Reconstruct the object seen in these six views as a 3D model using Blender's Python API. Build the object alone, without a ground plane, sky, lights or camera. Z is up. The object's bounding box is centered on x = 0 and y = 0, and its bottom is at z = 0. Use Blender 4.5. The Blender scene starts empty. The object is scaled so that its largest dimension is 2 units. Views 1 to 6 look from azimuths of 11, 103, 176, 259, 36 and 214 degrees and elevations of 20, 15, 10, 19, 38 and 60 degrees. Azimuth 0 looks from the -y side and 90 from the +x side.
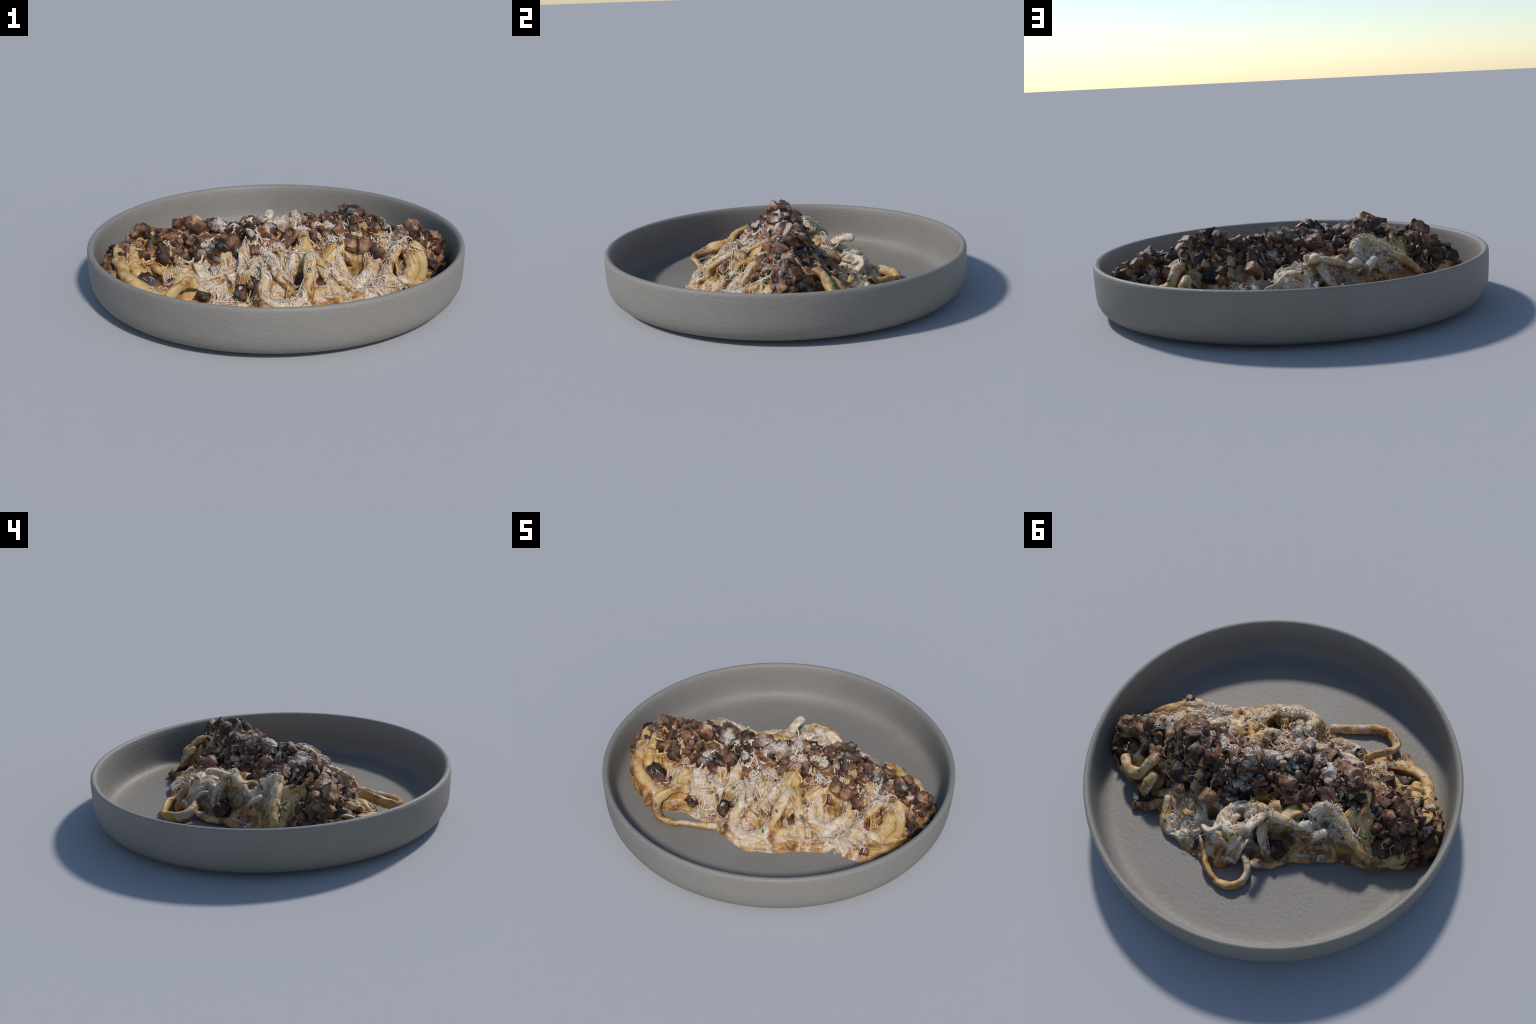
"""Shallow stoneware bowl with a long heap of creamy pasta, browned mushroom dice and grated cheese."""
import math
import random

import bpy
import bmesh
import numpy as np
from mathutils import Vector, Matrix, Euler

random.seed(11)
RNG = np.random.default_rng(11)
FLOOR = 0.036          # level of the bowl's inner floor


# ------------------------------------------------------------------ helpers
def pchip(x, y, xq):
    """Monotone cubic interpolation, flat outside the range."""
    x, y, xq = map(lambda a: np.asarray(a, float), (x, y, xq))
    h, d = np.diff(x), np.diff(y) / np.diff(x)
    m = np.zeros_like(y)
    same = d[:-1] * d[1:] > 0
    w1, w2 = 2 * h[1:] + h[:-1], h[1:] + 2 * h[:-1]
    with np.errstate(divide="ignore", invalid="ignore"):
        m[1:-1] = np.where(same, (w1 + w2) / (w1 / d[:-1] + w2 / d[1:]), 0)
    m[0], m[-1] = d[0], d[-1]
    xc = np.clip(xq, x[0], x[-1])
    i = np.clip(np.searchsorted(x, xc) - 1, 0, len(x) - 2)
    t = (xc - x[i]) / h[i]
    return ((1 + 2 * t) * (1 - t) ** 2 * y[i] + t * (1 - t) ** 2 * h[i] * m[i]
            + t * t * (3 - 2 * t) * y[i + 1] + t * t * (t - 1) * h[i] * m[i + 1])


_perm = np.random.default_rng(5).permutation(512)


def _hash(ix, iy, iz):
    return _perm[(_perm[(_perm[ix & 511] + iy) & 511] + iz) & 511] / 511.0


def vnoise(x, y, z=0.0):
    """Smooth value noise, about -1 to 1."""
    x, y, z = np.broadcast_arrays(np.asarray(x, float), np.asarray(y, float), np.asarray(z, float))
    ix, iy, iz = (np.floor(a).astype(int) for a in (x, y, z))
    fx, fy, fz = x - ix, y - iy, z - iz
    u, v, w = (f * f * (3 - 2 * f) for f in (fx, fy, fz))
    out = 0
    for dx in (0, 1):
        for dy in (0, 1):
            for dz in (0, 1):
                k = (u if dx else 1 - u) * (v if dy else 1 - v) * (w if dz else 1 - w)
                out = out + k * _hash(ix + dx, iy + dy, iz + dz)
    return out * 2 - 1


def fbm(x, y, z=0.0, octaves=3):
    s, a = 0, 1.0
    for k in range(octaves):
        s = s + a * vnoise(x * 2 ** k + 17 * k, y * 2 ** k + 31 * k, np.asarray(z) * 2 ** k)
        a *= 0.5
    return s / 1.75


def smooth01(t):
    t = np.clip(t, 0, 1)
    return t * t * (3 - 2 * t)


def new_object(name, verts, faces, mat, parent, smooth=True):
    me = bpy.data.meshes.new(name)
    me.from_pydata([tuple(v) for v in verts], [], [tuple(f) for f in faces])
    me.update()
    if smooth:
        me.polygons.foreach_set("use_smooth", [True] * len(me.polygons))
    me.materials.append(mat)
    ob = bpy.data.objects.new(name, me)
    bpy.context.scene.collection.objects.link(ob)
    ob.parent = parent
    return ob


# ------------------------------------------------------------------ materials
class Nodes:
    def __init__(self, name):
        self.mat = bpy.data.materials.new(name)
        self.mat.use_nodes = True
        self.nt = self.mat.node_tree
        self.bsdf = self.nt.nodes["Principled BSDF"]

    def link(self, a, b):
        self.nt.links.new(a, b)

    def add(self, kind, **props):
        n = self.nt.nodes.new(kind)
        for k, v in props.items():
            setattr(n, k, v)
        return n

    def value(self, sock, v):
        if hasattr(v, "is_linked"):
            self.link(v, sock)
        else:
            sock.default_value = v

    def math(self, op, a, b=0.0, clamp=False):
        n = self.add("ShaderNodeMath", operation=op, use_clamp=clamp)
        self.value(n.inputs[0], a)
        self.value(n.inputs[1], b)
        return n.outputs[0]

    def step(self, v, lo, hi, a=0.0, b=1.0):
        n = self.add("ShaderNodeMapRange", interpolation_type="SMOOTHSTEP")
        self.value(n.inputs[0], v)
        for i, q in enumerate((lo, hi, a, b)):
            self.value(n.inputs[1 + i], q)
        return n.outputs[0]

    def noise(self, vec, scale, detail=3.0, rough=0.5, distort=0.0, w=None):
        n = self.add("ShaderNodeTexNoise")
        if w is not None:
            n.noise_dimensions = "4D"
            self.value(n.inputs["W"], w)
        self.link(vec, n.inputs["Vector"])
        n.inputs["Scale"].default_value = scale
        n.inputs["Detail"].default_value = detail
        n.inputs["Roughness"].default_value = rough
        n.inputs["Distortion"].default_value = distort
        return n.outputs["Fac"]

    def ridged(self, vec, scale, detail=2.0, distort=1.0):
        """Thin bright threads where the noise crosses its middle value."""
        f = self.noise(vec, scale, detail, 0.55, distort)
        return self.math("SUBTRACT", 1.0, self.math("ABSOLUTE", self.math("MULTIPLY", self.math("SUBTRACT", f, 0.5), 7.0)), True)

    def ramp(self, fac, stops):
        n = self.add("ShaderNodeValToRGB")
        el = n.color_ramp.elements
        while len(el) < len(stops):
            el.new(0.5)
        for e, (p, c) in zip(el, stops):
            e.position, e.color = p, (*c, 1)
        self.link(fac, n.inputs[0])
        return n.outputs[0]

    def mix(self, fac, a, b):
        n = self.add("ShaderNodeMix", data_type="RGBA")
        self.value(n.inputs[0], fac)
        for s, v in ((n.inputs[6], a), (n.inputs[7], b)):
            if hasattr(v, "is_linked"):
                self.link(v, s)
            else:
                s.default_value = (*v, 1)
        return n.outputs[2]

    def bump(self, height, strength, distance):
        n = self.add("ShaderNodeBump")
        n.inputs["Strength"].default_value = strength
        n.inputs["Distance"].default_value = distance
        self.link(height, n.inputs["Height"])
        self.link(n.outputs[0], self.bsdf.inputs["Normal"])

    def near(self, pos, spots):
        """Soft union of balls (x, y, z, radius, weight): regions of the dish."""
        total = None
        for x, y, z, r, w in spots:
            d = self.add("ShaderNodeVectorMath", operation="DISTANCE")
            self.link(pos, d.inputs[0])
            d.inputs[1].default_value = (x, y, z)
            v = self.step(d.outputs["Value"], r, r * 0.3, 0.0, w * 0.7)
            total = v if total is None else self.math("ADD", total, v)
        return total


CREAM = (0.63, 0.52, 0.41)
CREAM_SHADE = (0.47, 0.38, 0.27)

# where grated cheese lies thick (plus) and where the pasta shows bare (minus)
CHEESE_SPOTS = [
    (-0.22, -0.37, 0.16, 0.24, 0.26), (0.02, -0.26, 0.22, 0.22, 0.22), (0.10, -0.46, 0.08, 0.20, 0.20),
    (0.42, -0.22, 0.10, 0.22, 0.20), (0.62, -0.22, 0.08, 0.20, 0.20), (0.28, 0.42, 0.15, 0.32, 0.26),
    (-0.05, 0.38, 0.2, 0.28, 0.28), (-0.38, 0.10, 0.22, 0.22, 0.32), (-0.20, -0.52, 0.05, 0.2, 0.15),
    (-0.66, -0.46, 0.12, 0.26, -0.22), (0.75, 0.04, 0.15, 0.20, -0.24), (0.60, -0.05, 0.14, 0.12, -0.12),
    (0.17, -0.33, 0.13, 0.14, -0.22), (-0.40, -0.62, 0.06, 0.2, -0.26), (-0.70, 0.05, 0.15, 0.25, -0.22),
    (-0.10, 0.63, 0.06, 0.14, -0.35), (0.3, -0.12, 0.2, 0.14, -0.1), (-0.45, -0.40, 0.12, 0.14, -0.2),
]


def pasta_material(name, base_shift=0.0, cheese_shift=0.0):
    m = Nodes(name)
    pos = m.add("ShaderNodeNewGeometry").outputs["Position"]
    big = m.noise(pos, 5.0, 2.0, 0.5, 0.3)
    mid = m.noise(pos, 17.0, 4.0, 0.6, 0.8)
    fine = m.noise(pos, 70.0, 4.0, 0.65, 1.5)
    pasta = m.ramp(m.math("ADD", m.noise(pos, 11.0, 3.0, 0.55, 0.6), base_shift), [
        (0.32, (0.15, 0.060, 0.022)), (0.41, (0.32, 0.155, 0.047)), (0.50, (0.455, 0.265, 0.085)),
        (0.60, (0.55, 0.375, 0.165)), (0.72, (0.47, 0.375, 0.17))])
    threads = m.math("MAXIMUM", m.ridged(pos, 26.0, 2.5, 1.6), m.ridged(pos, 48.0, 2.0, 2.2))
    cover = m.math("ADD", m.math("MULTIPLY", m.math("SUBTRACT", big, 0.5), 1.0),
                   m.math("MULTIPLY", m.math("SUBTRACT", mid, 0.5), 1.9))
    cover = m.math("ADD", cover, m.near(pos, CHEESE_SPOTS))
    cover = m.math("ADD", cover, cheese_shift - 0.08)
    body = m.math("ADD", cover, m.math("MULTIPLY", m.math("SUBTRACT", fine, 0.5), 0.8))
    solid = m.step(body, 0.12, 0.30)
    thread = m.math("MULTIPLY", threads, m.step(cover, -0.10, 0.16))
    cheese = m.math("MAXIMUM", solid, m.math("MULTIPLY", thread, 0.85), True)
    white = m.ramp(fine, [(0.34, (0.50, 0.38, 0.26)), (0.48, CREAM), (0.62, (0.74, 0.64, 0.52))])
    col = m.mix(cheese, pasta, white)
    # brown crumbs and green herb flecks baked into the sauce
    cells = m.add("ShaderNodeTexVoronoi")
    m.link(pos, cells.inputs["Vector"])
    cells.inputs["Scale"].default_value = 34.0
    speck = m.math("MULTIPLY", m.step(cells.outputs["Distance"], 0.26, 0.12), m.step(m.noise(pos, 9.0, 2.0), 0.50, 0.62))
    col = m.mix(m.math("MULTIPLY", speck, 0.55), col, (0.20, 0.105, 0.05))
    herb = m.math("MULTIPLY", m.step(cells.outputs["Distance"], 0.30, 0.18),
                  m.step(m.noise(pos, 13.0, 1.0, 0.5, 0.0), 0.66, 0.69))
    col = m.mix(m.math("MULTIPLY", herb, 0.8), col, (0.17, 0.19, 0.06))
    m.link(col, m.bsdf.inputs["Base Color"])
    m.value(m.bsdf.inputs["Roughness"], m.step(cheese, 0.0, 1.0, 0.40, 0.56))
    m.bsdf.inputs["Specular IOR Level"].default_value = 0.35
    m.bsdf.inputs["Subsurface Weight"].default_value = 0.06
    m.bsdf.inputs["Subsurface Radius"].default_value = (0.02, 0.012, 0.006)
    h = m.math("ADD", m.math("MULTIPLY", cheese, 0.8), m.math("MULTIPLY", fine, 0.7))
    m.bump(h, 0.4, 0.007)
    return m.mat


def mushroom_material():
    m = Nodes("browned_mushroom")
    pos = m.add("ShaderNodeNewGeometry").outputs["Position"]
    obj = m.add("ShaderNodeTexCoord").outputs["Object"]
    rnd = m.add("ShaderNodeObjectInfo").outputs["Random"]
    patch = m.noise(obj, 17.0, 2.0, 0.5, 0.5, w=m.math("MULTIPLY", rnd, 60.0))
    patch = m.math("ADD", patch, m.math("MULTIPLY", m.math("SUBTRACT", rnd, 0.54), 0.16))
    patch = m.math("ADD", 0.5, m.math("MULTIPLY", m.math("SUBTRACT", patch, 0.5), 1.12))
    grain = m.noise(pos, 60.0, 4.0, 0.65, 1.0)
    patch = m.math("ADD", patch, m.math("MULTIPLY", m.math("SUBTRACT", grain, 0.5), 0.16))
    col = m.ramp(patch, [(0.33, (0.018, 0.012, 0.011)), (0.43, (0.058, 0.027, 0.017)),
                         (0.53, (0.125, 0.056, 0.030)), (0.63, (0.245, 0.115, 0.056)), (0.76, (0.40, 0.240, 0.13))])
    big = m.noise(pos, 6.0, 2.0, 0.5, 0.4)
    dust_spots = [(0.08, 0.05, 0.38, 0.20, 0.22), (0.32, 0.02, 0.34, 0.16, 0.14), (0.62, 0.09, 0.30, 0.14, 0.22),
                  (-0.30, -0.13, 0.34, 0.18, 0.12), (-0.05, -0.05, 0.38, 0.18, 0.18), (-0.75, -0.15, 0.25, 0.3, -0.3),
                  (-0.55, -0.02, 0.3, 0.2, -0.12), (0.85, 0.18, 0.2, 0.15, -0.15)]
    cover = m.math("ADD", m.math("MULTIPLY", m.math("SUBTRACT", big, 0.65), 1.5), m.near(pos, dust_spots))
    threads = m.math("MAXIMUM", m.ridged(pos, 24.0, 2.0, 1.5), m.ridged(pos, 42.0, 2.0, 2.0))
    fine = m.noise(pos, 55.0, 4.0, 0.65, 1.5)
    nor = m.add("ShaderNodeSeparateXYZ")
    m.link(m.add("ShaderNodeNewGeometry").outputs["Normal"], nor.inputs[0])
    lying = m.step(nor.outputs[2], -0.2, 0.5)
    solid = m.step(m.math("ADD", cover, m.math("MULTIPLY", m.math("SUBTRACT", fine, 0.5), 2.2)), 0.34, 0.46)
    cheese = m.math("MAXIMUM", solid, m.math("MULTIPLY", threads, m.step(cover, -0.09, 0.14)), True)
    cheese = m.math("MULTIPLY", cheese, lying)
    col = m.mix(m.math("MULTIPLY", cheese, 0.92), col, (0.70, 0.61, 0.52))
    m.link(col, m.bsdf.inputs["Base Color"])
    m.value(m.bsdf.inputs["Roughness"], m.step(cheese, 0.0, 1.0, 0.45, 0.7))
    m.bsdf.inputs["Specular IOR Level"].default_value = 0.35
    m.bump(m.math("ADD", grain, m.math("MULTIPLY", cheese, 0.6)), 0.7, 0.006)
    return m.mat


def cheese_material():
    m = Nodes("grated_cheese")
    pos = m.add("ShaderNodeNewGeometry").outputs["Position"]
    col = m.ramp(m.noise(pos, 30.0, 2.0), [(0.35, (0.52, 0.43, 0.33)), (0.55, (0.64, 0.56, 0.48)), (0.7, (0.70, 0.64, 0.58))])
    m.link(col, m.bsdf.inputs["Base Color"])
    m.bsdf.inputs["Roughness"].default_value = 0.6
    m.bsdf.inputs["Specular IOR Level"].default_value = 0.3
    return m.mat


def herb_material():
    m = Nodes("chopped_parsley")
    pos = m.add("ShaderNodeNewGeometry").outputs["Position"]
    m.link(m.ramp(m.noise(pos, 60.0, 2.0), [(0.35, (0.05, 0.075, 0.02)), (0.6, (0.12, 0.15, 0.05))]), m.bsdf.inputs["Base Color"])
    m.bsdf.inputs["Roughness"].default_value = 0.5
    return m.mat


def stoneware_material():
    m = Nodes("matte_grey_stoneware")
    tc = m.add("ShaderNodeTexCoord").outputs["Object"]
    mp = m.add("ShaderNodeMapping")
    mp.inputs["Scale"].default_value = (1.0, 1.0, 2.6)
    m.link(tc, mp.inputs[0])
    grain = m.noise(mp.outputs[0], 42.0, 4.0, 0.6, 0.4)
    cloud = m.noise(tc, 3.0, 3.0, 0.5)
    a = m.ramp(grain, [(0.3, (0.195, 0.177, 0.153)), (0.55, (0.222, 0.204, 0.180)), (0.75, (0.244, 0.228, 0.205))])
    b = m.ramp(cloud, [(0.35, (0.208, 0.189, 0.164)), (0.65, (0.236, 0.220, 0.198))])
    m.link(m.mix(0.5, a, b), m.bsdf.inputs["Base Color"])
    m.bsdf.inputs["Roughness"].default_value = 0.52
    m.bsdf.inputs["Specular IOR Level"].default_value = 0.3
    m.bump(m.math("ADD", grain, m.math("MULTIPLY", m.noise(tc, 160.0, 2.0), 0.4)), 0.35, 0.006)
    return m.mat


# ------------------------------------------------------------------ bowl
# half profile of the bowl (radius, height): underside, outer wall, round rim, inner wall, floor
BOWL = [(0.0, 0.002), (0.60, 0.002), (0.78, 0.0), (0.82, 0.001), (0.868, 0.005), (0.917, 0.015), (0.951, 0.029),
        (0.975, 0.050), (0.990, 0.080), (0.9965, 0.115), (0.9985, 0.160), (1.0, 0.210), (1.0, 0.250), (0.9985, 0.261),
        (0.994, 0.268), (0.987, 0.2715), (0.978, 0.270), (0.970, 0.264), (0.965, 0.253), (0.961, 0.225),
        (0.957, 0.175), (0.953, 0.130), (0.948, 0.095), (0.938, 0.068), (0.920, 0.050), (0.897, 0.040), (0.868, FLOOR), (0.5, FLOOR), (0.0, FLOOR)]


def build_bowl(mat):
    prof = []
    for (r0, z0), (r1, z1) in zip(BOWL, BOWL[1:]):
        n = max(1, int(math.hypot(r1 - r0, z1 - z0) / 0.03))
        prof += [(r0 + (r1 - r0) * k / n, z0 + (z1 - z0) * k / n) for k in range(n)]
    prof.append(BOWL[-1])
    prof = prof[1:-1]
    seg = 192
    verts, faces = [(0, 0, BOWL[0][1])], []
    for r, z in prof:
        for k in range(seg):
            a = 2 * math.pi * k / seg
            wob = 1 if r > 0.995 else 1 + 0.0012 * math.sin(3 * a + 1) * (r > 0.85)
            verts.append((r * wob * math.cos(a), r * wob * math.sin(a), z))
    verts.append((0, 0, BOWL[-1][1]))
    rings = len(prof)
    for k in range(seg):
        k2 = (k + 1) % seg
        faces.append((0, 1 + k2, 1 + k))
        for i in range(rings - 1):
            a, b = 1 + i * seg, 1 + (i + 1) * seg
            faces.append((a + k, a + k2, b + k2, b + k))
        faces.append((len(verts) - 1, 1 + (rings - 1) * seg + k, 1 + (rings - 1) * seg + k2))
    return new_object("serving_bowl", verts, faces, mat, None)


# ------------------------------------------------------------------ form of the heap
# cross-sections of the heap from its left to its right end:
# x, front foot y, (y, z) lower front, (y, z) upper front, (y, z) ridge, (y, z) upper back, (y, z) lower back, back foot y
SECTIONS = [
    (-0.94, -0.26, -0.25, 0.08, -0.23, 0.10, -0.20, 0.11, -0.16, 0.10, -0.13, 0.08, -0.12),
    (-0.88, -0.31, -0.29, 0.13, -0.26, 0.17, -0.21, 0.20, -0.12, 0.18, -0.06, 0.13, -0.03),
    (-0.80, -0.38, -0.35, 0.14, -0.27, 0.20, -0.18, 0.26, -0.07, 0.22, 0.01, 0.15, 0.045),
    (-0.70, -0.46, -0.42, 0.15, -0.26, 0.25, -0.14, 0.335, -0.03, 0.25, 0.07, 0.15, 0.12),
    (-0.55, -0.53, -0.44, 0.13, -0.26, 0.26, -0.13, 0.34, -0.02, 0.28, 0.11, 0.19, 0.175),
    (-0.43, -0.54, -0.43, 0.14, -0.21, 0.30, -0.12, 0.39, 0.03, 0.31, 0.14, 0.23, 0.225),
    (-0.27, -0.50, -0.30, 0.18, -0.22, 0.31, -0.10, 0.37, 0.05, 0.31, 0.17, 0.21, 0.31),
    (-0.10, -0.48, -0.29, 0.20, -0.16, 0.34, -0.07, 0.39, 0.10, 0.30, 0.31, 0.20, 0.43),
    (-0.04, -0.49, -0.31, 0.22, -0.11, 0.31, -0.04, 0.39, 0.14, 0.27, 0.41, 0.19, 0.52),
    (0.05, -0.51, -0.31, 0.225, -0.07, 0.30, 0.01, 0.385, 0.20, 0.24, 0.45, 0.20, 0.55),
    (0.15, -0.52, -0.25, 0.23, -0.04, 0.33, 0.08, 0.375, 0.23, 0.24, 0.44, 0.165, 0.55),
    (0.25, -0.47, -0.23, 0.22, -0.03, 0.32, 0.13, 0.365, 0.24, 0.27, 0.42, 0.155, 0.545),
    (0.36, -0.41, -0.12, 0.16, -0.05, 0.29, 0.14, 0.40, 0.26, 0.24, 0.37, 0.135, 0.525),
    (0.50, -0.32, -0.12, 0.12, -0.02, 0.25, 0.12, 0.37, 0.25, 0.27, 0.33, 0.12, 0.40),
    (0.64, -0.27, -0.05, 0.15, 0.055, 0.26, 0.13, 0.335, 0.24, 0.24, 0.33, 0.13, 0.37),
    (0.75, -0.24, 0.00, 0.10, 0.07, 0.21, 0.17, 0.33, 0.25, 0.22, 0.32, 0.12, 0.355),
    (0.84, 0.05, 0.08, 0.12, 0.11, 0.19, 0.18, 0.28, 0.24, 0.18, 0.29, 0.10, 0.315),
    (0.90, 0.08, 0.10, 0.09, 0.13, 0.12, 0.19, 0.14, 0.22, 0.11, 0.25, 0.08, 0.27),
]
# hollows between the noodles: x, y, radius, depth
HOLLOWS = [(-0.60, -0.385, 0.075, 0.07), (0.42, -0.09, 0.075, 0.08), (0.10, -0.40, 0.07, 0.13), (-0.12, -0.385, 0.06, 0.07),
           (-0.22, -0.41, 0.035, 0.05), (-0.30, -0.435, 0.05, 0.07), (0.01, -0.32, 0.035, 0.06), (-0.08, -0.345, 0.035, 0.06),
           (0.185, -0.29, 0.055, 0.09), (0.28, -0.25, 0.045, 0.06), (-0.22, 0.25, 0.06, 0.10), (-0.12, 0.40, 0.045, 0.07),
           (-0.39, 0.10, 0.035, 0.03), (-0.33, -0.54, 0.10, 0.12), (-0.42, -0.52, 0.07, 0.10),
           (0.63, 0.47, 0.07, 0.2), (0.81, -0.03, 0.075, 0.15), (-0.50, -0.30, 0.05, 0.05)]
# rounded lumps of sauce-covered pasta: x, y, radius, height
LUMPS = [(0.22, 0.46, 0.10, 0.040), (0.055, 0.455, 0.10, 0.070), (-0.39, 0.03, 0.07, 0.03),
         (0.60, 0.33, 0.08, 0.03), (-0.38, 0.17, 0.06, 0.02), (0.24, -0.22, 0.07, 0.02), (0.55, -0.06, 0.07, 0.02),
         (-0.27, -0.32, 0.09, 0.02), (0.36, -0.03, 0.05, 0.02)]

_S = np.array(SECTIONS)


def more_hollows(count):
    rng = np.random.default_rng(17)
    found, tries = [], 0
    while len(found) < count and tries < 5000:
        tries += 1
        x, y = rng.uniform(-0.85, 0.85), rng.uniform(-0.56, 0.54)
        t = y - ridge_y(np.array([x]))[0]
        if abs(t) < 0.10 or sample(ENV, x, y) < 0.10 or (t > 0 and rng.random() < 0.65) or math.hypot(x + 0.06, y + 0.20) < 0.11 or math.hypot(x + 0.45, y - 0.12) < 0.12 or math.hypot(x - 0.02, y - 0.44) < 0.12 or math.hypot(x - 0.28, y - 0.44) < 0.14:
            continue
        if any((x - a) ** 2 + (y - b) ** 2 < (r + 0.055) ** 2 for a, b, r, _ in HOLLOWS + found):
            continue
        found.append((x, y, rng.uniform(0.024, 0.045), rng.uniform(0.045, 0.085)))
    return found



def section_at(x):
    c = [pchip(_S[:, 0], _S[:, k], np.array([x]))[0] for k in range(1, 13)]
    yf, y1, z1, y2, z2, yr, zr, y3, z3, y4, z4, yb = c
    return [yf, y1, y2, yr, y3, y4, yb], [FLOOR + 0.012, z1, z2, zr, z3, z4, FLOOR + 0.012]


STEP = 0.004
GX = np.arange(-1.0, 1.0001, STEP)
GY = np.arange(-0.80, 0.80001, STEP)
MX, MY = np.meshgrid(GX, GY, indexing="ij")


def build_envelope():
    env = np.full(MX.shape, -1.0)
    for i, x in enumerate(GX):
        if x < -0.945 or x > 0.905:
            continue
        ys, zs = section_at(x)
        z = pchip(ys, zs, GY)
        inside = (GY > ys[0]) & (GY < ys[-1])
        out = np.maximum(ys[0] - GY, GY - ys[-1])
        env[i] = np.where(inside, z, FLOOR + 0.012 - out)
    # the sections follow the tips of the pieces; the body between them lies lower
    return env - 0.022 * smooth01((env - FLOOR - 0.01) / 0.10)


ENV = build_envelope()


def sample(grid, x, y):
    fx = np.clip((np.asarray(x, float) + 1.0) / STEP, 0, len(GX) - 1.001)
    fy = np.clip((np.asarray(y, float) + 0.80) / STEP, 0, len(GY) - 1.001)
    i, j = fx.astype(int), fy.astype(int)
    u, v = fx - i, fy - j
    return (grid[i, j] * (1 - u) * (1 - v) + grid[i + 1, j] * u * (1 - v) + grid[i, j + 1] * (1 - u) * v + grid[i + 1, j + 1] * u * v)


def ridge_y(x):
    return pchip(_S[:, 0], _S[:, 6], np.asarray(x, float))


# how far the mushroom band reaches in front of and behind the ridge: x, front, back
BAND = np.array([(-0.96, 0.10, 0.10), (-0.88, 0.10, 0.16), (-0.80, 0.12, 0.20), (-0.70, 0.13, 0.20), (-0.55, 0.12, 0.07),
                 (-0.43, 0.14, 0.10), (-0.25, 0.14, 0.17), (-0.10, 0.12, 0.15), (0.10, 0.11, 0.15), (0.23, 0.14, 0.18),
                 (0.36, 0.16, 0.15), (0.50, 0.11, 0.10), (0.64, 0.08, 0.10), (0.75, 0.10, 0.12), (0.85, 0.18, 0.15), (0.93, 0.16, 0.14)])


def in_band(x, y, margin=0.0):
    t = y - ridge_y(x)
    f = pchip(BAND[:, 0], BAND[:, 1], x) + margin
    b = pchip(BAND[:, 0], BAND[:, 2], x) + margin
    return (t > -f) & (t < b)


HOLLOWS += more_hollows(40)


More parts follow.
